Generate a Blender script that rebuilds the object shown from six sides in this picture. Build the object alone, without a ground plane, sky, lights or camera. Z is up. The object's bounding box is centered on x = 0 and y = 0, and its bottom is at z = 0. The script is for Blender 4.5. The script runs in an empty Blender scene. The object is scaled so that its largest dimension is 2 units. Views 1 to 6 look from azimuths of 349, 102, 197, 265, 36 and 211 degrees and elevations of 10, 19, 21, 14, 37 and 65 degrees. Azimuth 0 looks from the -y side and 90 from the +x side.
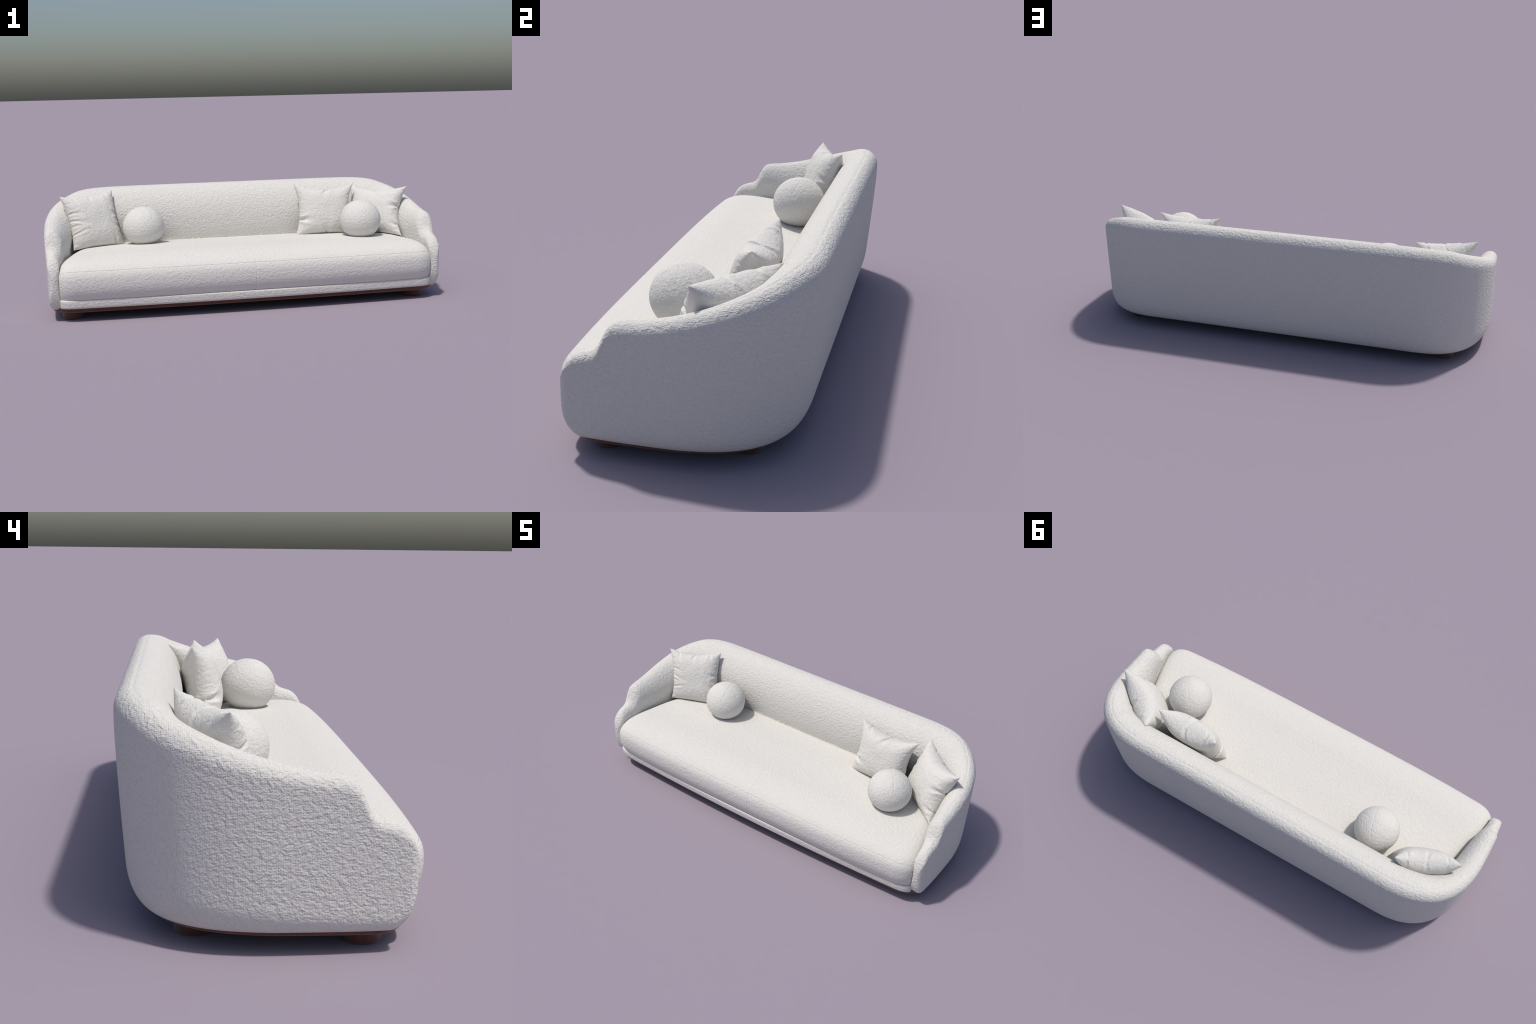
"""Curved boucle sofa with stepped arms, wooden plinth and round feet,
three square throw pillows and two ball cushions.  Metres, z up, front = -y."""
import bpy, math
import numpy as np
from mathutils import Vector, noise as mnoise

# ------------------------------------------------------------------ helpers
def pchip(xs, ys):
    """monotone cubic interpolation through control points"""
    xs, ys = np.asarray(xs, float), np.asarray(ys, float)
    h, d = np.diff(xs), np.diff(ys) / np.diff(xs)
    m = np.zeros_like(ys)
    m[0], m[-1] = d[0], d[-1]
    for i in range(1, len(xs) - 1):
        if d[i - 1] * d[i] > 0:
            w1, w2 = 2 * h[i] + h[i - 1], h[i] + 2 * h[i - 1]
            m[i] = (w1 + w2) / (w1 / d[i - 1] + w2 / d[i])

    def f(q):
        q = np.clip(np.asarray(q, float), xs[0], xs[-1])
        i = np.clip(np.searchsorted(xs, q) - 1, 0, len(h) - 1)
        t = (q - xs[i]) / h[i]
        return ((1 + 2 * t) * (1 - t) ** 2 * ys[i] + t * (1 - t) ** 2 * h[i] * m[i]
                + t * t * (3 - 2 * t) * ys[i + 1] + t * t * (t - 1) * h[i] * m[i + 1])
    return f


def smooth(a, b, x):
    t = np.clip((np.asarray(x, float) - a) / (b - a), 0, 1)
    return t * t * (3 - 2 * t)


def make_object(name, verts, faces, mat, parent=None, flat=False):
    me = bpy.data.meshes.new(name)
    me.from_pydata([tuple(map(float, v)) for v in verts], [], faces)
    me.materials.append(mat)
    me.polygons.foreach_set("use_smooth", [not flat] * len(me.polygons))
    me.update()
    ob = bpy.data.objects.new(name, me)
    bpy.context.scene.collection.objects.link(ob)
    if parent:
        ob.parent = parent
    return ob


def fix_normals(ob):
    import bmesh
    bm = bmesh.new()
    bm.from_mesh(ob.data)
    bmesh.ops.remove_doubles(bm, verts=bm.verts, dist=1e-6)
    bmesh.ops.dissolve_degenerate(bm, edges=bm.edges, dist=1e-7)
    bmesh.ops.recalc_face_normals(bm, faces=bm.faces)
    for f in bm.faces:
        f.smooth = True
    bm.to_mesh(ob.data)
    bm.free()


def loft_faces(ns, nl, closed_loop=True):
    fs = []
    for i in range(ns - 1):
        for j in range(nl if closed_loop else nl - 1):
            k = (j + 1) % nl
            fs.append((i * nl + j, i * nl + k, (i + 1) * nl + k, (i + 1) * nl + j))
    return fs


# ---------------------------------------------------------------- materials
def fabric_material(name, weave=1.0, lump=1.0):
    m = bpy.data.materials.new(name)
    m.use_nodes = True
    nt = m.node_tree
    N, L = nt.nodes, nt.links
    b = N["Principled BSDF"]
    tc = N.new("ShaderNodeTexCoord")
    def math_node(op, a, bb=0.0):
        q = N.new("ShaderNodeMath")
        q.operation = op
        for i, v in enumerate((a, bb)):
            if hasattr(v, "is_output"):
                L.new(v, q.inputs[i])
            else:
                q.inputs[i].default_value = v
        return q.outputs[0]

    def noise_node(scale, detail, rough, distort):
        q = N.new("ShaderNodeTexNoise")
        q.inputs["Scale"].default_value = scale
        q.inputs["Detail"].default_value = detail
        q.inputs["Roughness"].default_value = rough
        q.inputs["Distortion"].default_value = distort
        return q
    # nubs of looped yarn, drawn out sideways
    mp = N.new("ShaderNodeMapping")
    mp.inputs["Scale"].default_value = (1.0, 1.0, 1.2)
    L.new(tc.outputs["Object"], mp.inputs["Vector"])
    nubs, curls = noise_node(78, 2.0, 0.5, 0.4), noise_node(150, 1.0, 0.5, 0.6)
    L.new(mp.outputs["Vector"], nubs.inputs["Vector"])
    L.new(mp.outputs["Vector"], curls.inputs["Vector"])
    h = math_node("MULTIPLY", nubs.outputs["Fac"], 1.0 * lump)
    h = math_node("ADD", h, math_node("MULTIPLY", curls.outputs["Fac"], 0.36 * lump))
    # knit: crossing rows of stitches about 4 mm apart, slightly wandering
    wob = noise_node(40, 1.0, 0.5, 0.0)
    L.new(tc.outputs["Object"], wob.inputs["Vector"])
    sep = N.new("ShaderNodeSeparateXYZ")
    L.new(tc.outputs["Object"], sep.inputs[0])
    for axis, pitch in (("X", 0.0038), ("Y", 0.0038), ("Z", 0.0035)):
        ph = math_node("MULTIPLY", sep.outputs[axis], 2 * math.pi / pitch)
        ph = math_node("ADD", ph, math_node("MULTIPLY", wob.outputs["Fac"], 7.0))
        h = math_node("ADD", h, math_node("MULTIPLY", math_node("SINE", ph), 0.019 * weave))
    bump = N.new("ShaderNodeBump")
    bump.inputs["Strength"].default_value = 1.0
    bump.inputs["Distance"].default_value = 0.0056
    L.new(h, bump.inputs["Height"])
    L.new(bump.outputs["Normal"], b.inputs["Normal"])
    # off-white wool, faint mottling
    n4 = N.new("ShaderNodeTexNoise")
    n4.inputs["Scale"].default_value = 140
    n4.inputs["Detail"].default_value = 2
    L.new(tc.outputs["Object"], n4.inputs["Vector"])
    ramp = N.new("ShaderNodeValToRGB")
    ramp.color_ramp.elements[0].position = 0.3
    ramp.color_ramp.elements[0].color = (0.658, 0.641, 0.606, 1)
    ramp.color_ramp.elements[1].position = 0.7
    ramp.color_ramp.elements[1].color = (0.698, 0.681, 0.646, 1)
    L.new(n4.outputs["Fac"], ramp.inputs["Fac"])
    L.new(ramp.outputs["Color"], b.inputs["Base Color"])
    b.inputs["Roughness"].default_value = 0.95
    b.inputs["Specular IOR Level"].default_value = 0.15
    return m


def wood_material():
    m = bpy.data.materials.new("walnut_wood")
    m.use_nodes = True
    nt = m.node_tree
    N, L = nt.nodes, nt.links
    b = N["Principled BSDF"]
    tc = N.new("ShaderNodeTexCoord")
    mp = N.new("ShaderNodeMapping")
    mp.inputs["Scale"].default_value = (3, 30, 60)
    L.new(tc.outputs["Object"], mp.inputs["Vector"])
    n = N.new("ShaderNodeTexNoise")
    n.inputs["Scale"].default_value = 3
    n.inputs["Detail"].default_value = 6
    n.inputs["Distortion"].default_value = 0.8
    L.new(mp.outputs["Vector"], n.inputs["Vector"])
    r = N.new("ShaderNodeValToRGB")
    r.color_ramp.elements[0].position = 0.3
    r.color_ramp.elements[0].color = (0.072, 0.021, 0.011, 1)
    r.color_ramp.elements[1].position = 0.7
    r.color_ramp.elements[1].color = (0.122, 0.041, 0.022, 1)
    L.new(n.outputs["Fac"], r.inputs["Fac"])
    lw = N.new("ShaderNodeLayerWeight")                                   # edge-on sheen painted into the base colour as pale grey
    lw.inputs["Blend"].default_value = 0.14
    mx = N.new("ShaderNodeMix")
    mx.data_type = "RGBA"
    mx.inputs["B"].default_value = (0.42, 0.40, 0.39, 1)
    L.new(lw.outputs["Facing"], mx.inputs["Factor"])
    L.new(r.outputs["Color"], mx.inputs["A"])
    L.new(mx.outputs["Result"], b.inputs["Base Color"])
    b.inputs["Roughness"].default_value = 0.45
    b.inputs["Specular IOR Level"].default_value = 0.3
    return m


FABRIC = fabric_material("boucle_fabric", lump=0.86)
SEAT_FABRIC = fabric_material("boucle_seat_fabric", weave=0.8, lump=0.54)
PILLOW_FABRIC = fabric_material("boucle_pillow_fabric", weave=0.35, lump=0.62)
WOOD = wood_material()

sofa = bpy.data.objects.new("sofa", None)
bpy.context.scene.collection.objects.link(sofa)
sofa["label"] = "long curved off-white boucle sofa with stepped low arms"
sofa["category"] = "sofa"

# ------------------------------------------------- shell: backrest and arms
BACK_Y, CX, CY, AX = 0.380, 0.62, -0.03, 0.38     # outer plan of the U
AY, CORNER_N = BACK_Y - CY, 2.5
FRONT_Y = -0.328


def outer_plan(n_corner=400):
    """right half of the outer plan curve, back centre -> arm front"""
    pts = [(x, BACK_Y) for x in np.linspace(0, CX, 120, endpoint=False)]
    for t in np.linspace(math.pi / 2, 0, n_corner):
        pts.append((CX + AX * max(math.cos(t), 0) ** (2 / CORNER_N), CY + AY * max(math.sin(t), 0) ** (2 / CORNER_N)))
    for y in np.linspace(CY, FRONT_Y, 120)[1:]:
        pts.append((1.0 - 0.0125 * ((CY - y) / 0.29) ** 2, y))
    return np.array(pts)


plan = outer_plan()
plan_s = np.concatenate([[0], np.cumsum(np.linalg.norm(np.diff(plan, axis=0), axis=1))])
S_END = plan_s[-1]


def s_near(x, y):
    return plan_s[np.argmin((plan[:, 0] - x) ** 2 + (plan[:, 1] - y) ** 2)]


def keyed(rows):
    """curve along the plan from rows of (x, y, value)"""
    return pchip([s_near(r[0], r[1]) for r in rows], [r[2] for r in rows])


RIM = keyed([(0, .38, .5815), (.45, .38, .581), (.62, .38, .580), (.74, .37, .577), (.83, .34, .568), (.90, .285, .546),
             (.955, .19, .514), (.985, .09, .480), (1.0, -.02, .449), (.998, -.09, .435), (.998, -.135, .429),
             (.998, -.160, .423), (.998, -.176, .410), (.997, -.190, .384), (.996, -.205, .352), (.994, -.222, .334), (.993, -.245, .3255),
             (.992, -.275, .317), (.990, -.328, .306)])
THICK = keyed([(0, .38, .1815), (.62, .38, .1815), (.9, .285, .163), (.985, .09, .132), (1.0, 0, .122), (.998, -.1, .104),
               (.996, -.2, .079), (.992, -.28, .061), (.99, -.328, .056)])
OUT_W = keyed([(0, .38, .050), (.9, .285, .046), (1.0, 0, .040), (.996, -.2, .033), (.99, -.328, .028)])
OUT_H = keyed([(0, .38, .055), (.9, .285, .052), (1.0, 0, .042), (.996, -.2, .034), (.99, -.328, .03)])
IN_H = keyed([(0, .38, .19), (.9, .285, .18), (1.0, 0, .14), (.996, -.16, .08), (.994, -.23, .045), (.99, -.328, .03)])
BOT_W = keyed([(0, .38, .066), (.62, .38, .063), (.9, .285, .051), (.985, .09, .047), (1.0, -.05, .042), (.996, -.2, .034), (.99, -.328, .028)])
BOT_H = keyed([(0, .38, .10), (.62, .38, .095), (.9, .285, .085), (.985, .09, .08), (1.0, -.05, .065), (.996, -.2, .05), (.99, -.328, .045)])
LEAN = keyed([(0, .38, .020), (.62, .38, .021), (.9, .285, .013), (.985, .09, .007), (1.0, 0, .004), (.99, -.328, .003)])
TUCK = keyed([(0, .38, .018), (.9, .285, .018), (1.0, 0, .006), (.99, -.328, .0)])
SHELL_BOTTOM, ARM_MID = 0.0515, 0.195


def station_params():
    s = list(np.linspace(0, s_near(CX, BACK_Y), 70, endpoint=False))
    s += list(np.linspace(s_near(CX, BACK_Y), S_END - 0.22, 130, endpoint=False))
    s += list(np.linspace(S_END - 0.22, S_END - 0.075, 56, endpoint=False))
    s += list(S_END - 0.075 * (1 - np.sin(np.linspace(0, math.pi / 2, 34))))
    return np.array(s)


def section(s):
    """closed cross-section (w inward from the outer plan, z) at arc length s"""
    d = S_END - s
    L = 0.070
    e = 1.0 if d >= L else (1 - (1 - d / L) ** 2.2) ** (1 / 2.2)
    cap = 1.0 if d >= 0.03 else math.sqrt(max(1 - (1 - d / 0.03) ** 2, 0))
    H = ARM_MID + (RIM(s) - ARM_MID) * e
    zb = ARM_MID + (SHELL_BOTTOM - ARM_MID) * e
    T, ow, oh = float(THICK(s)), float(OUT_W(s)), float(OUT_H(s)) * e
    ih, bw, bh = float(IN_H(s)) * e, float(BOT_W(s)), float(BOT_H(s)) * e
    a = np.linspace(0, math.pi / 2, 17)
    p = []
    for w in np.linspace(T, bw, 7, endpoint=False):                      # underside
        p.append((w, zb))
    for t in a:                                                            # lower roll
        p.append((bw * (1 - math.sin(t) ** (2 / 2.2)), zb + bh * (1 - max(math.cos(t), 0) ** (2 / 2.2))))
    for z in np.linspace(zb + bh, H - oh, 26)[1:-1]:                       # outer wall
        p.append((0, z))
    for t in a:                                                            # outer shoulder
        p.append((ow * (1 - math.cos(t)), H - oh * (1 - math.sin(t))))
    g = len(p) - 1
    iw = T - ow
    for t in np.concatenate([[0.035, 0.07, 0.11], np.linspace(.17, math.pi / 2, 22)]):      # inner shoulder
        p.append((ow + iw * math.sin(t), H - ih * (1 - math.cos(t))))
    for z in np.linspace(H - ih, zb, 22)[1:-1]:
        p.append((T, z))
    p = np.array(p, float)
    side = np.clip((T - p[:, 0]) / T, 0, 1)                                # 1 outside, 0 inside
    p[:, 0] += float(LEAN(s)) * np.clip((0.49 - p[:, 1]) / 0.35, 0, 1.3) ** 1.25 * side    # narrows downwards
    p[:, 0] -= float(TUCK(s)) * np.clip((0.39 - p[:, 1]) / 0.10, 0, 1) ** 2 * (1 - side)
    p[:, 0] = T / 2 + (p[:, 0] - T / 2) * cap
    p[g, 1] -= 0.0022 * min(1, cap) * float(smooth(S_END - .1, S_END - .25, s))        # crest seam
    return p


stations = station_params()
half = []
for s in stations:
    i = min(max(np.searchsorted(plan_s, s), 1), len(plan) - 1)
    f = (s - plan_s[i - 1]) / (plan_s[i] - plan_s[i - 1])
    o = plan[i - 1] + f * (plan[i] - plan[i - 1])
    lo, hi = max(i - 3, 0), min(i + 2, len(plan) - 1)
    t = plan[hi] - plan[lo]
    t = t / np.linalg.norm(t)
    n_in = np.array([t[1], -t[0]])                                        # inward: back -> -y, side -> -x
    sec = section(s)
    half.append(np.column_stack([o[0] + n_in[0] * sec[:, 0], o[1] + n_in[1] * sec[:, 0], sec[:, 1]]))
half = np.array(half)
half[0, :, 0] = 0
ns, nl = half.shape[:2]
mirror = half[:0:-1] * np.array([-1, 1, 1])
shell = np.concatenate([mirror, half])
ns = shell.shape[0]
faces = loft_faces(ns, nl)
verts = shell.reshape(-1, 3)
whole = make_object("shell_helper", verts, faces, FABRIC)
whole.data.update()
me = whole.data
# consistent outward normals
c = me.polygons[(ns // 2) * nl + 30]
if c.normal.y * 1.0 < 0:
    me.flip_normals()
normals = np.array([tuple(v.normal) for v in me.vertices])
face_list = [tuple(p.vertices) for p in me.polygons]
bpy.data.objects.remove(whole)


def split_part(name, i0, i1):
    keep = [fc for k, fc in enumerate(face_list) if i0 <= k // nl < i1]
    used = sorted({v for fc in keep for v in fc})
    idx = {v: i for i, v in enumerate(used)}
    ob = make_object(name, verts[used], [tuple(idx[v] for v in fc) for fc in keep], FABRIC, sofa)
    ob.data.normals_split_custom_set_from_vertices([tuple(normals[v]) for v in used])
    return ob


arm_station = int(np.argmin(np.abs(stations - s_near(.96, .20))))
mid = len(stations) - 1
split_part("armrest", 0, mid - arm_station)
split_part("backrest", mid - arm_station, mid + arm_station)
split_part("armrest", mid + arm_station, ns - 1)

# --------------------------------------------------------------- seat cushion
inner_w = pchip([-.40, -.33, -.28, -.2, -.1, 0, .1, .2, .3], [.936, .936, .934, .921, .898, .872, .83, .78, .72])


def front_loft(name, profile, y_front, seam_x, xi, end_round, z_mid, width=inner_w, crown=0):
    """sweep a (y offset from the front line, z) profile along x with rounded ends"""
    loops = []
    for u in xi:
        d = (1 - abs(u)) * 0.93
        e = 1.0 if d >= end_round else (1 - (1 - d / end_round) ** 2.6) ** (1 / 2.6) * 0.5 + 0.5
        lp = []
        for (yo, z, k) in profile:
            x0 = u * 0.934
            yf = y_front(x0, d)
            y = yf + yo
            if z > z_mid:
                zz = z_mid + (z - z_mid) * e
            else:
                zz = z
            if crown and z > z_mid:                                       # stuffed crown over the seat
                g = float(smooth(.235, -.02, y)) * min(1, max(0, (yo - 0.0) / .17)) ** 1.0
                zz += crown * (1 - abs(u) ** 5) * g * (z - z_mid) / .099
            w = float(width(y))
            x = u * w
            if seam_x and k:                                             # vertical seam groove
                y += 0.0016 * math.exp(-((x - .012) / .0022) ** 2)
            lp.append((x, y, zz))
        loops.append(lp)
    nlp, nst = len(profile), len(loops)
    v = np.array(loops).reshape(-1, 3)
    f = loft_faces(nst, nlp)
    f.append(tuple(range(nlp)))
    f.append(tuple((nst - 1) * nlp + j for j in range(nlp)))
    ob = make_object(name, v, f, SEAT_FABRIC, sofa)
    fix_normals(ob)
    return ob


def seat_profile():
    p = [(.60, .20, 0)]
    for yo in np.linspace(.60, .17, 24, endpoint=False):
        p.append((yo, .289, 0))
    ts = np.linspace(0, math.pi / 2, 40)
    for t in ts:                                                           # front roll
        c, s_ = math.sin(t), max(math.cos(t), 0)
        p.append((.17 - .17 * c ** (2 / 2.7), .190 + .099 * s_ ** (2 / 2.7), 1))
    # seam line at z ~ .246 : nearest points get a tiny crease
    for t in np.linspace(0, 1, 22)[1:]:
        p.append((.025 * t ** 2.2, .190 - .082 * t, 1))
    p.append((.05, .106, 0))
    p.append((.30, .106, 0))
    q = []
    for (a, z, k) in p:
        q.append((a, z, k))
    # insert crease vertices
    out = []
    for i, (a, z, k) in enumerate(q):
        out.append((a, z, k))
        if k and i + 1 < len(q) and z > .2465 >= q[i + 1][1]:
            f = (z - .2465) / (z - q[i + 1][1])
            a2, z2 = a + f * (q[i + 1][0] - a), .2465
            out += [(a2 + .0002, z2 + .0012, k), (a2 + .0009, z2 - .0001, k), (a2 - .0001, z2 - .0014, k)]
    return out


xi = np.unique(np.concatenate([np.linspace(-1, 1, 260), 1 - 0.06 * (1 - np.cos(np.linspace(0, math.pi / 2, 22))),
                               -1 + 0.06 * (1 - np.cos(np.linspace(0, math.pi / 2, 22))), np.linspace(-.002, .028, 19)]))


def corner(d, r, n=2.0):
    return 0.0 if d >= r else r * (1 - (1 - (1 - d / r) ** n) ** (1 / n))


front_loft("seat_cushion", seat_profile(), lambda x, d: -.380 + .019 * abs(x / .9) ** 3.5 + corner(d, .085, 2.0) * .52, True, xi, .085, .19, crown=.018)


def rail_profile():
    p = [(.30, .0645, 0), (.30, .107, 0), (.03, .107, 0)]
    for t in np.linspace(0, math.pi / 2, 8):
        p.append((.006 - .006 * math.sin(t), .101 + .006 * math.cos(t), 1))
    for z in np.linspace(.101, .080, 8)[1:-1]:
        p.append((.002 * ((.101 - z) / .021) ** 2, z, 1))
    for t in np.linspace(0, math.pi / 2, 8):
        p.append((.002 + .012 * (1 - math.cos(t)), .080 - .016 * math.sin(t), 1))
    return p


front_loft("front_rail", rail_profile(), lambda x, d: -.363 + .024 * (x / .9) ** 2 + corner(d, .07) * .42, False, xi, .001, 9.0)

# -------------------------------------------------------------- plinth, feet
def plinth():
    out = []
    # half outline, front centre -> side -> back centre
    for x in np.linspace(0, .84, 30):
        out.append((x, -.335 + .013 * (x / .84) ** 2))
    rim = []
    for s in np.linspace(s_near(.99, -.23), 0, 90):                       # follows the underside of the shell
        i = int(np.clip(np.searchsorted(plan_s, s), 3, len(plan) - 4))
        t = plan[i + 3] - plan[i - 3]
        t = t / np.linalg.norm(t)
        w = float(BOT_W(s)) + 1.25 * float(LEAN(s)) - 0.013
        rim.append((plan[i][0] + t[1] * w, plan[i][1] - t[0] * w))
    rim[-1] = (0.0, rim[-1][1])
    x1, y1 = rim[0]
    for t in np.linspace(0, math.pi / 2, 16)[1:-1]:
        out.append((.84 + (x1 - .84) * math.sin(t), -.322 + (y1 + .322) * (1 - math.cos(t))))
    out += rim
    out = np.array(out)
    full = np.concatenate([out, out[-2:0:-1] * [-1, 1]])
    nxt, prv = np.roll(full, -1, 0), np.roll(full, 1, 0)
    t = nxt - prv
    t /= np.linalg.norm(t, axis=1)[:, None]
    nin = np.column_stack([-t[:, 1], t[:, 0]])
    r, z0, z1 = .004, .0435, .0635
    prof = [(.05, z0)] + [(r - r * math.sin(a), z0 + r - r * math.cos(a)) for a in np.linspace(0, math.pi / 2, 6)]
    prof += [(r - r * math.cos(a), z1 - r + r * math.sin(a)) for a in np.linspace(0, math.pi / 2, 6)] + [(.05, z1)]
    loops = [np.column_stack([full + nin * w, np.full(len(full), z)]) for w, z in prof]
    n = len(full)
    v = np.concatenate(loops)
    f = loft_faces(len(loops), n)
    f += [tuple(range(n)), tuple((len(loops) - 1) * n + j for j in range(n))]
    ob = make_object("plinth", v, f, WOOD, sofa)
    fix_normals(ob)
    ob.data.set_sharp_from_angle(angle=math.radians(50))


plinth()


def foot_mesh():
    r, h, b, n = .0495, .0445, .004, 64
    prof = [(0, 0), (r - .012, 0)] + [(r - b + b * math.sin(a) - .002, b - b * math.cos(a)) for a in np.linspace(0, math.pi / 2, 7)]
    prof += [(r, h)]
    v, f = [], []
    for rr, z in prof[1:]:
        v += [(rr * math.cos(2 * math.pi * k / n), rr * math.sin(2 * math.pi * k / n), z) for k in range(n)]
    f = loft_faces(len(prof) - 1, n)
    f += [tuple(range(n))[::-1], tuple((len(prof) - 2) * n + k for k in range(n))]
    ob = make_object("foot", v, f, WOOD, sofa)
    fix_normals(ob)
    ob.data.set_sharp_from_angle(angle=math.radians(50))
    return ob


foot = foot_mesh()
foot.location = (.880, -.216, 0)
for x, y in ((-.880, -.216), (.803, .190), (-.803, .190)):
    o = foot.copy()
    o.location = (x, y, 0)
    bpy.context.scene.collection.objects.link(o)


# ----------------------------------------------------------------- pillows
def pillow(corners, half_t, pinch, folds, seed, bulge=(0, 0)):
    """corners: top-left, top-right, bottom-left, bottom-right tips.
    folds: (edge, position -1..1, depth, width, length) gathers running in from the seam."""
    tl, tr, bl, br = (np.array(c, float) for c in corners)
    rng = np.random.default_rng(seed)
    n = 151
    g = np.sin(np.linspace(-1, 1, n) * math.pi / 2) * 0.75 + np.linspace(-1, 1, n) * 0.25
    U, V = np.meshgrid(g, g)
    mu, mv = (1 - U * U), (1 - V * V)
    kl, kr, kt, kb = pinch
    kx, ky = np.where(U < 0, kl, kr), np.where(V > 0, kt, kb)
    # concave sides: the seam is drawn in between the corner tips
    U2 = U * (1 - kx * mv ** 1.05 * np.abs(U) ** 1.5)
    V2 = V * (1 - ky * mu ** 1.05 * np.abs(V) ** 1.5)
    h = half_t * ((1 - np.abs(U) ** 2.6) * (1 - np.abs(V) ** 2.6)) ** 0.52
    fold_f, fold_b = np.zeros_like(h), np.zeros_like(h)
    du, dv = np.zeros_like(h), np.zeros_like(h)
    extra = []
    for e in "tblr":
        for _ in range(3):
            extra.append((e, rng.uniform(-.85, .85), rng.uniform(.0015, .0035), rng.uniform(.02, .04), rng.uniform(.08, .18)))
    for (e, pos, depth, wid, length) in list(folds) + extra:
        along, inn, sgn = {"t": (U, 1 - V, -1), "b": (U, 1 + V, 1), "l": (V, 1 + U, 1), "r": (V, 1 - U, -1)}[e]
        skew = rng.uniform(-.35, .35)
        q = (along - pos - skew * inn) / (wid * (1 + 0.8 * inn / length))
        fall = np.exp(-(inn / length) ** 1.6)
        cut = np.exp(-q * q) - 0.42 * np.exp(-((np.abs(q) - 1.7) / .8) ** 2)
        w_f, w_b = rng.uniform(.7, 1.1), rng.uniform(.5, 1.1)
        fold_f += depth * cut * fall * w_f
        fold_b += depth * cut * fall * w_b
        draw = depth * 1.5 * np.exp(-q * q) * np.exp(-(inn / (length * .7)) ** 2) * sgn
        if e in "tb":
            dv += draw
        else:
            du += draw
    U2, V2 = U2 + du, V2 + dv
    s, t = (U2 + 1) / 2, (V2 + 1) / 2
    P = (bl[None, None] * ((1 - s) * (1 - t))[..., None] + br * (s * (1 - t))[..., None]
         + tl * ((1 - s) * t)[..., None] + tr * (s * t)[..., None])
    nrm = np.cross((tr + br - tl - bl), (tl + tr - bl - br))
    nrm /= np.linalg.norm(nrm)                                            # faces the front
    edge = np.clip(h / (0.35 * half_t), 0, 1)
    lumps = np.array([[mnoise.noise(Vector((u * 2.3, v * 2.3, seed * 3.7))) + .5 * mnoise.noise(Vector((u * 6, v * 6, seed * 1.7)))
                       for u in g] for v in g])
    lump_b = lumps[:, ::-1]
    hf = np.maximum(h - fold_f * edge + 0.0018 * lumps * edge + bulge[0] * h, 0)
    hb = np.maximum(h - fold_b * edge + 0.0018 * lump_b * edge + bulge[1] * h, 0)
    F = P + nrm * hf[..., None]
    B = P - nrm * hb[..., None]
    verts = np.concatenate([F.reshape(-1, 3), B.reshape(-1, 3)])
    idx = np.arange(n * n).reshape(n, n)
    faces = []
    for i in range(n - 1):
        for j in range(n - 1):
            a, b_, c_, d_ = int(idx[i, j]), int(idx[i, j + 1]), int(idx[i + 1, j + 1]), int(idx[i + 1, j])
            faces.append((a, b_, c_, d_))
            o = n * n
            faces.append((d_ + o, c_ + o, b_ + o, a + o))
    # origin at pillow centre
    c0 = verts.mean(0)
    ob = make_object("throw_pillow", verts - c0, faces, PILLOW_FABRIC)
    fix_normals(ob)
    ob.location = c0
    ob["label"] = "square off-white boucle throw pillow with pointed corners"
    ob["category"] = "throw pillow"
    return ob


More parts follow.
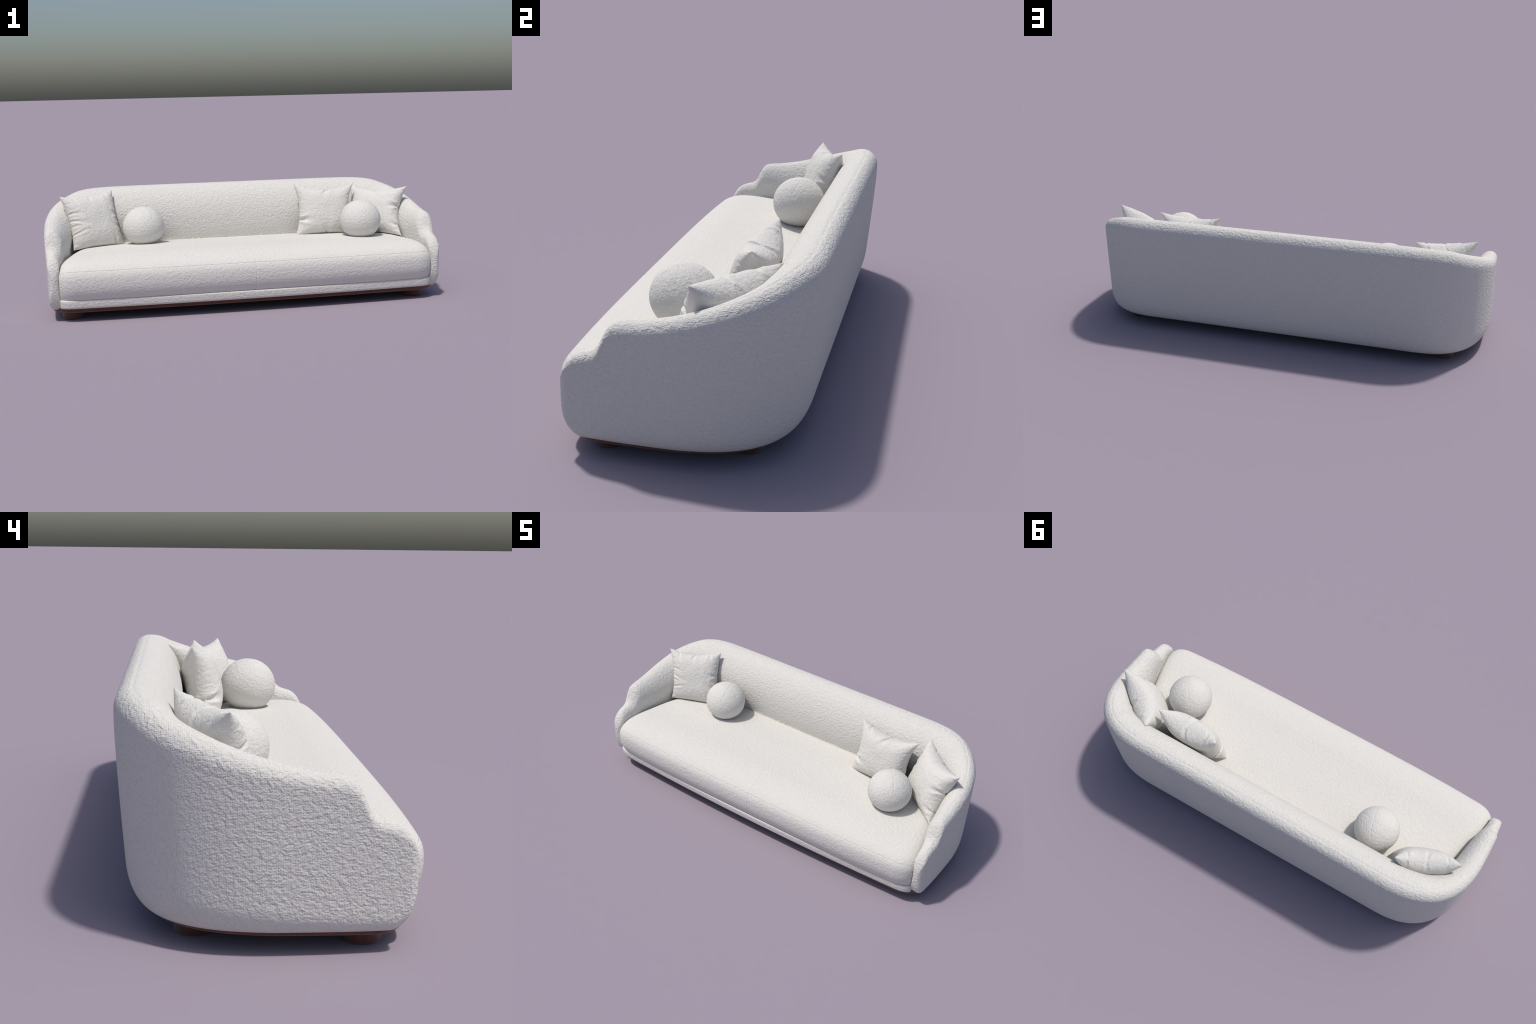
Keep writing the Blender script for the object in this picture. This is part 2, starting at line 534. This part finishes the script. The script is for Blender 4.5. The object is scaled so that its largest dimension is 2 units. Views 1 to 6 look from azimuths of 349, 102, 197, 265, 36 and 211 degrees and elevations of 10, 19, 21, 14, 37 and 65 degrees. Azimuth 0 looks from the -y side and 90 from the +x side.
pillow([(-.918, .107, .560), (-.645, .231, .574), (-.860, .036, .287), (-.59, .142, .288)], .062, (.14, .13, .17, .04),
       [("t", -.62, .008, .045, .16), ("t", .02, .009, .04, .16), ("t", .60, .010, .04, .18), ("l", .30, .005, .035, .40), ("l", .04, .006, .035, .45),
        ("l", -.18, .004, .03, .30), ("l", -.48, .006, .03, .5), ("r", .12, .009, .045, .25), ("r", -.35, .005, .05, .3), ("b", .62, .008, .04, .3)], 3)
pillow([(.334, .165, .569), (.670, .150, .563), (.328, .098, .290), (.663, .078, .288)], .068, (.16, .23, .25, .07),
       [("t", .08, .017, .045, .26), ("t", -.62, .009, .045, .14), ("l", -.38, .017, .05, .28), ("b", .0, .012, .05, .2), ("r", -.4, .012, .05, .22)], 5)
pillow([(.681, .249, .544), (.945, .044, .544), (.625, .150, .289), (.874, -.060, .288)], .066, (.14, .22, .23, .09),
       [("t", .0, .017, .045, .28), ("t", -.6, .009, .045, .16), ("r", .15, .017, .05, .28), ("r", -.62, .011, .045, .2), ("b", .2, .008, .05, .2), ("l", .1, .009, .05, .22)], 8)


# ------------------------------------------------------------ ball cushions
def ball(center, r, seed, tilt):
    """six panels sewn at two poles; slightly flattened where it sits"""
    nu, nv = 240, 160
    th = np.linspace(0, math.pi, nv)
    ph = np.linspace(0, 2 * math.pi, nu, endpoint=False)
    v = []
    axis = Vector(tilt).normalized()
    rot = Vector((0, 0, 1)).rotation_difference(axis)
    for t in th:
        for p in ph:
            d = rot @ Vector((math.sin(t) * math.cos(p), math.sin(t) * math.sin(p), math.cos(t)))
            gap = abs((p * 3 / math.pi + .5 + seed * .13) % 1 - .5) * math.pi / 3 * math.sin(t) * r
            rr = r * (1 + .004 * mnoise.noise(d * 3 + Vector((seed, 0, 0)))) - .0011 * math.exp(-(gap / .0022) ** 2) * max(0, min(1, (1.25 - t) * 2.5))
            q = d * rr
            z = q.z
            lim = -r * .94
            if z < lim + .02:
                k = lim + .02
                z = k - .02 * math.tanh((k - z) / .02)
            v.append((q.x, q.y, z * .965))
    f = loft_faces(nv, nu)
    ob = make_object("ball_cushion", v, f, PILLOW_FABRIC)
    fix_normals(ob)
    ob.location = center
    ob["label"] = "round off-white boucle ball cushion with sewn panels"
    ob["category"] = "ball cushion"


ball((-.495, .081, .389), .1075, 2, (.25, .1, 1))
ball((.642, -.060, .389), .1075, 7, (.15, -.1, 1))
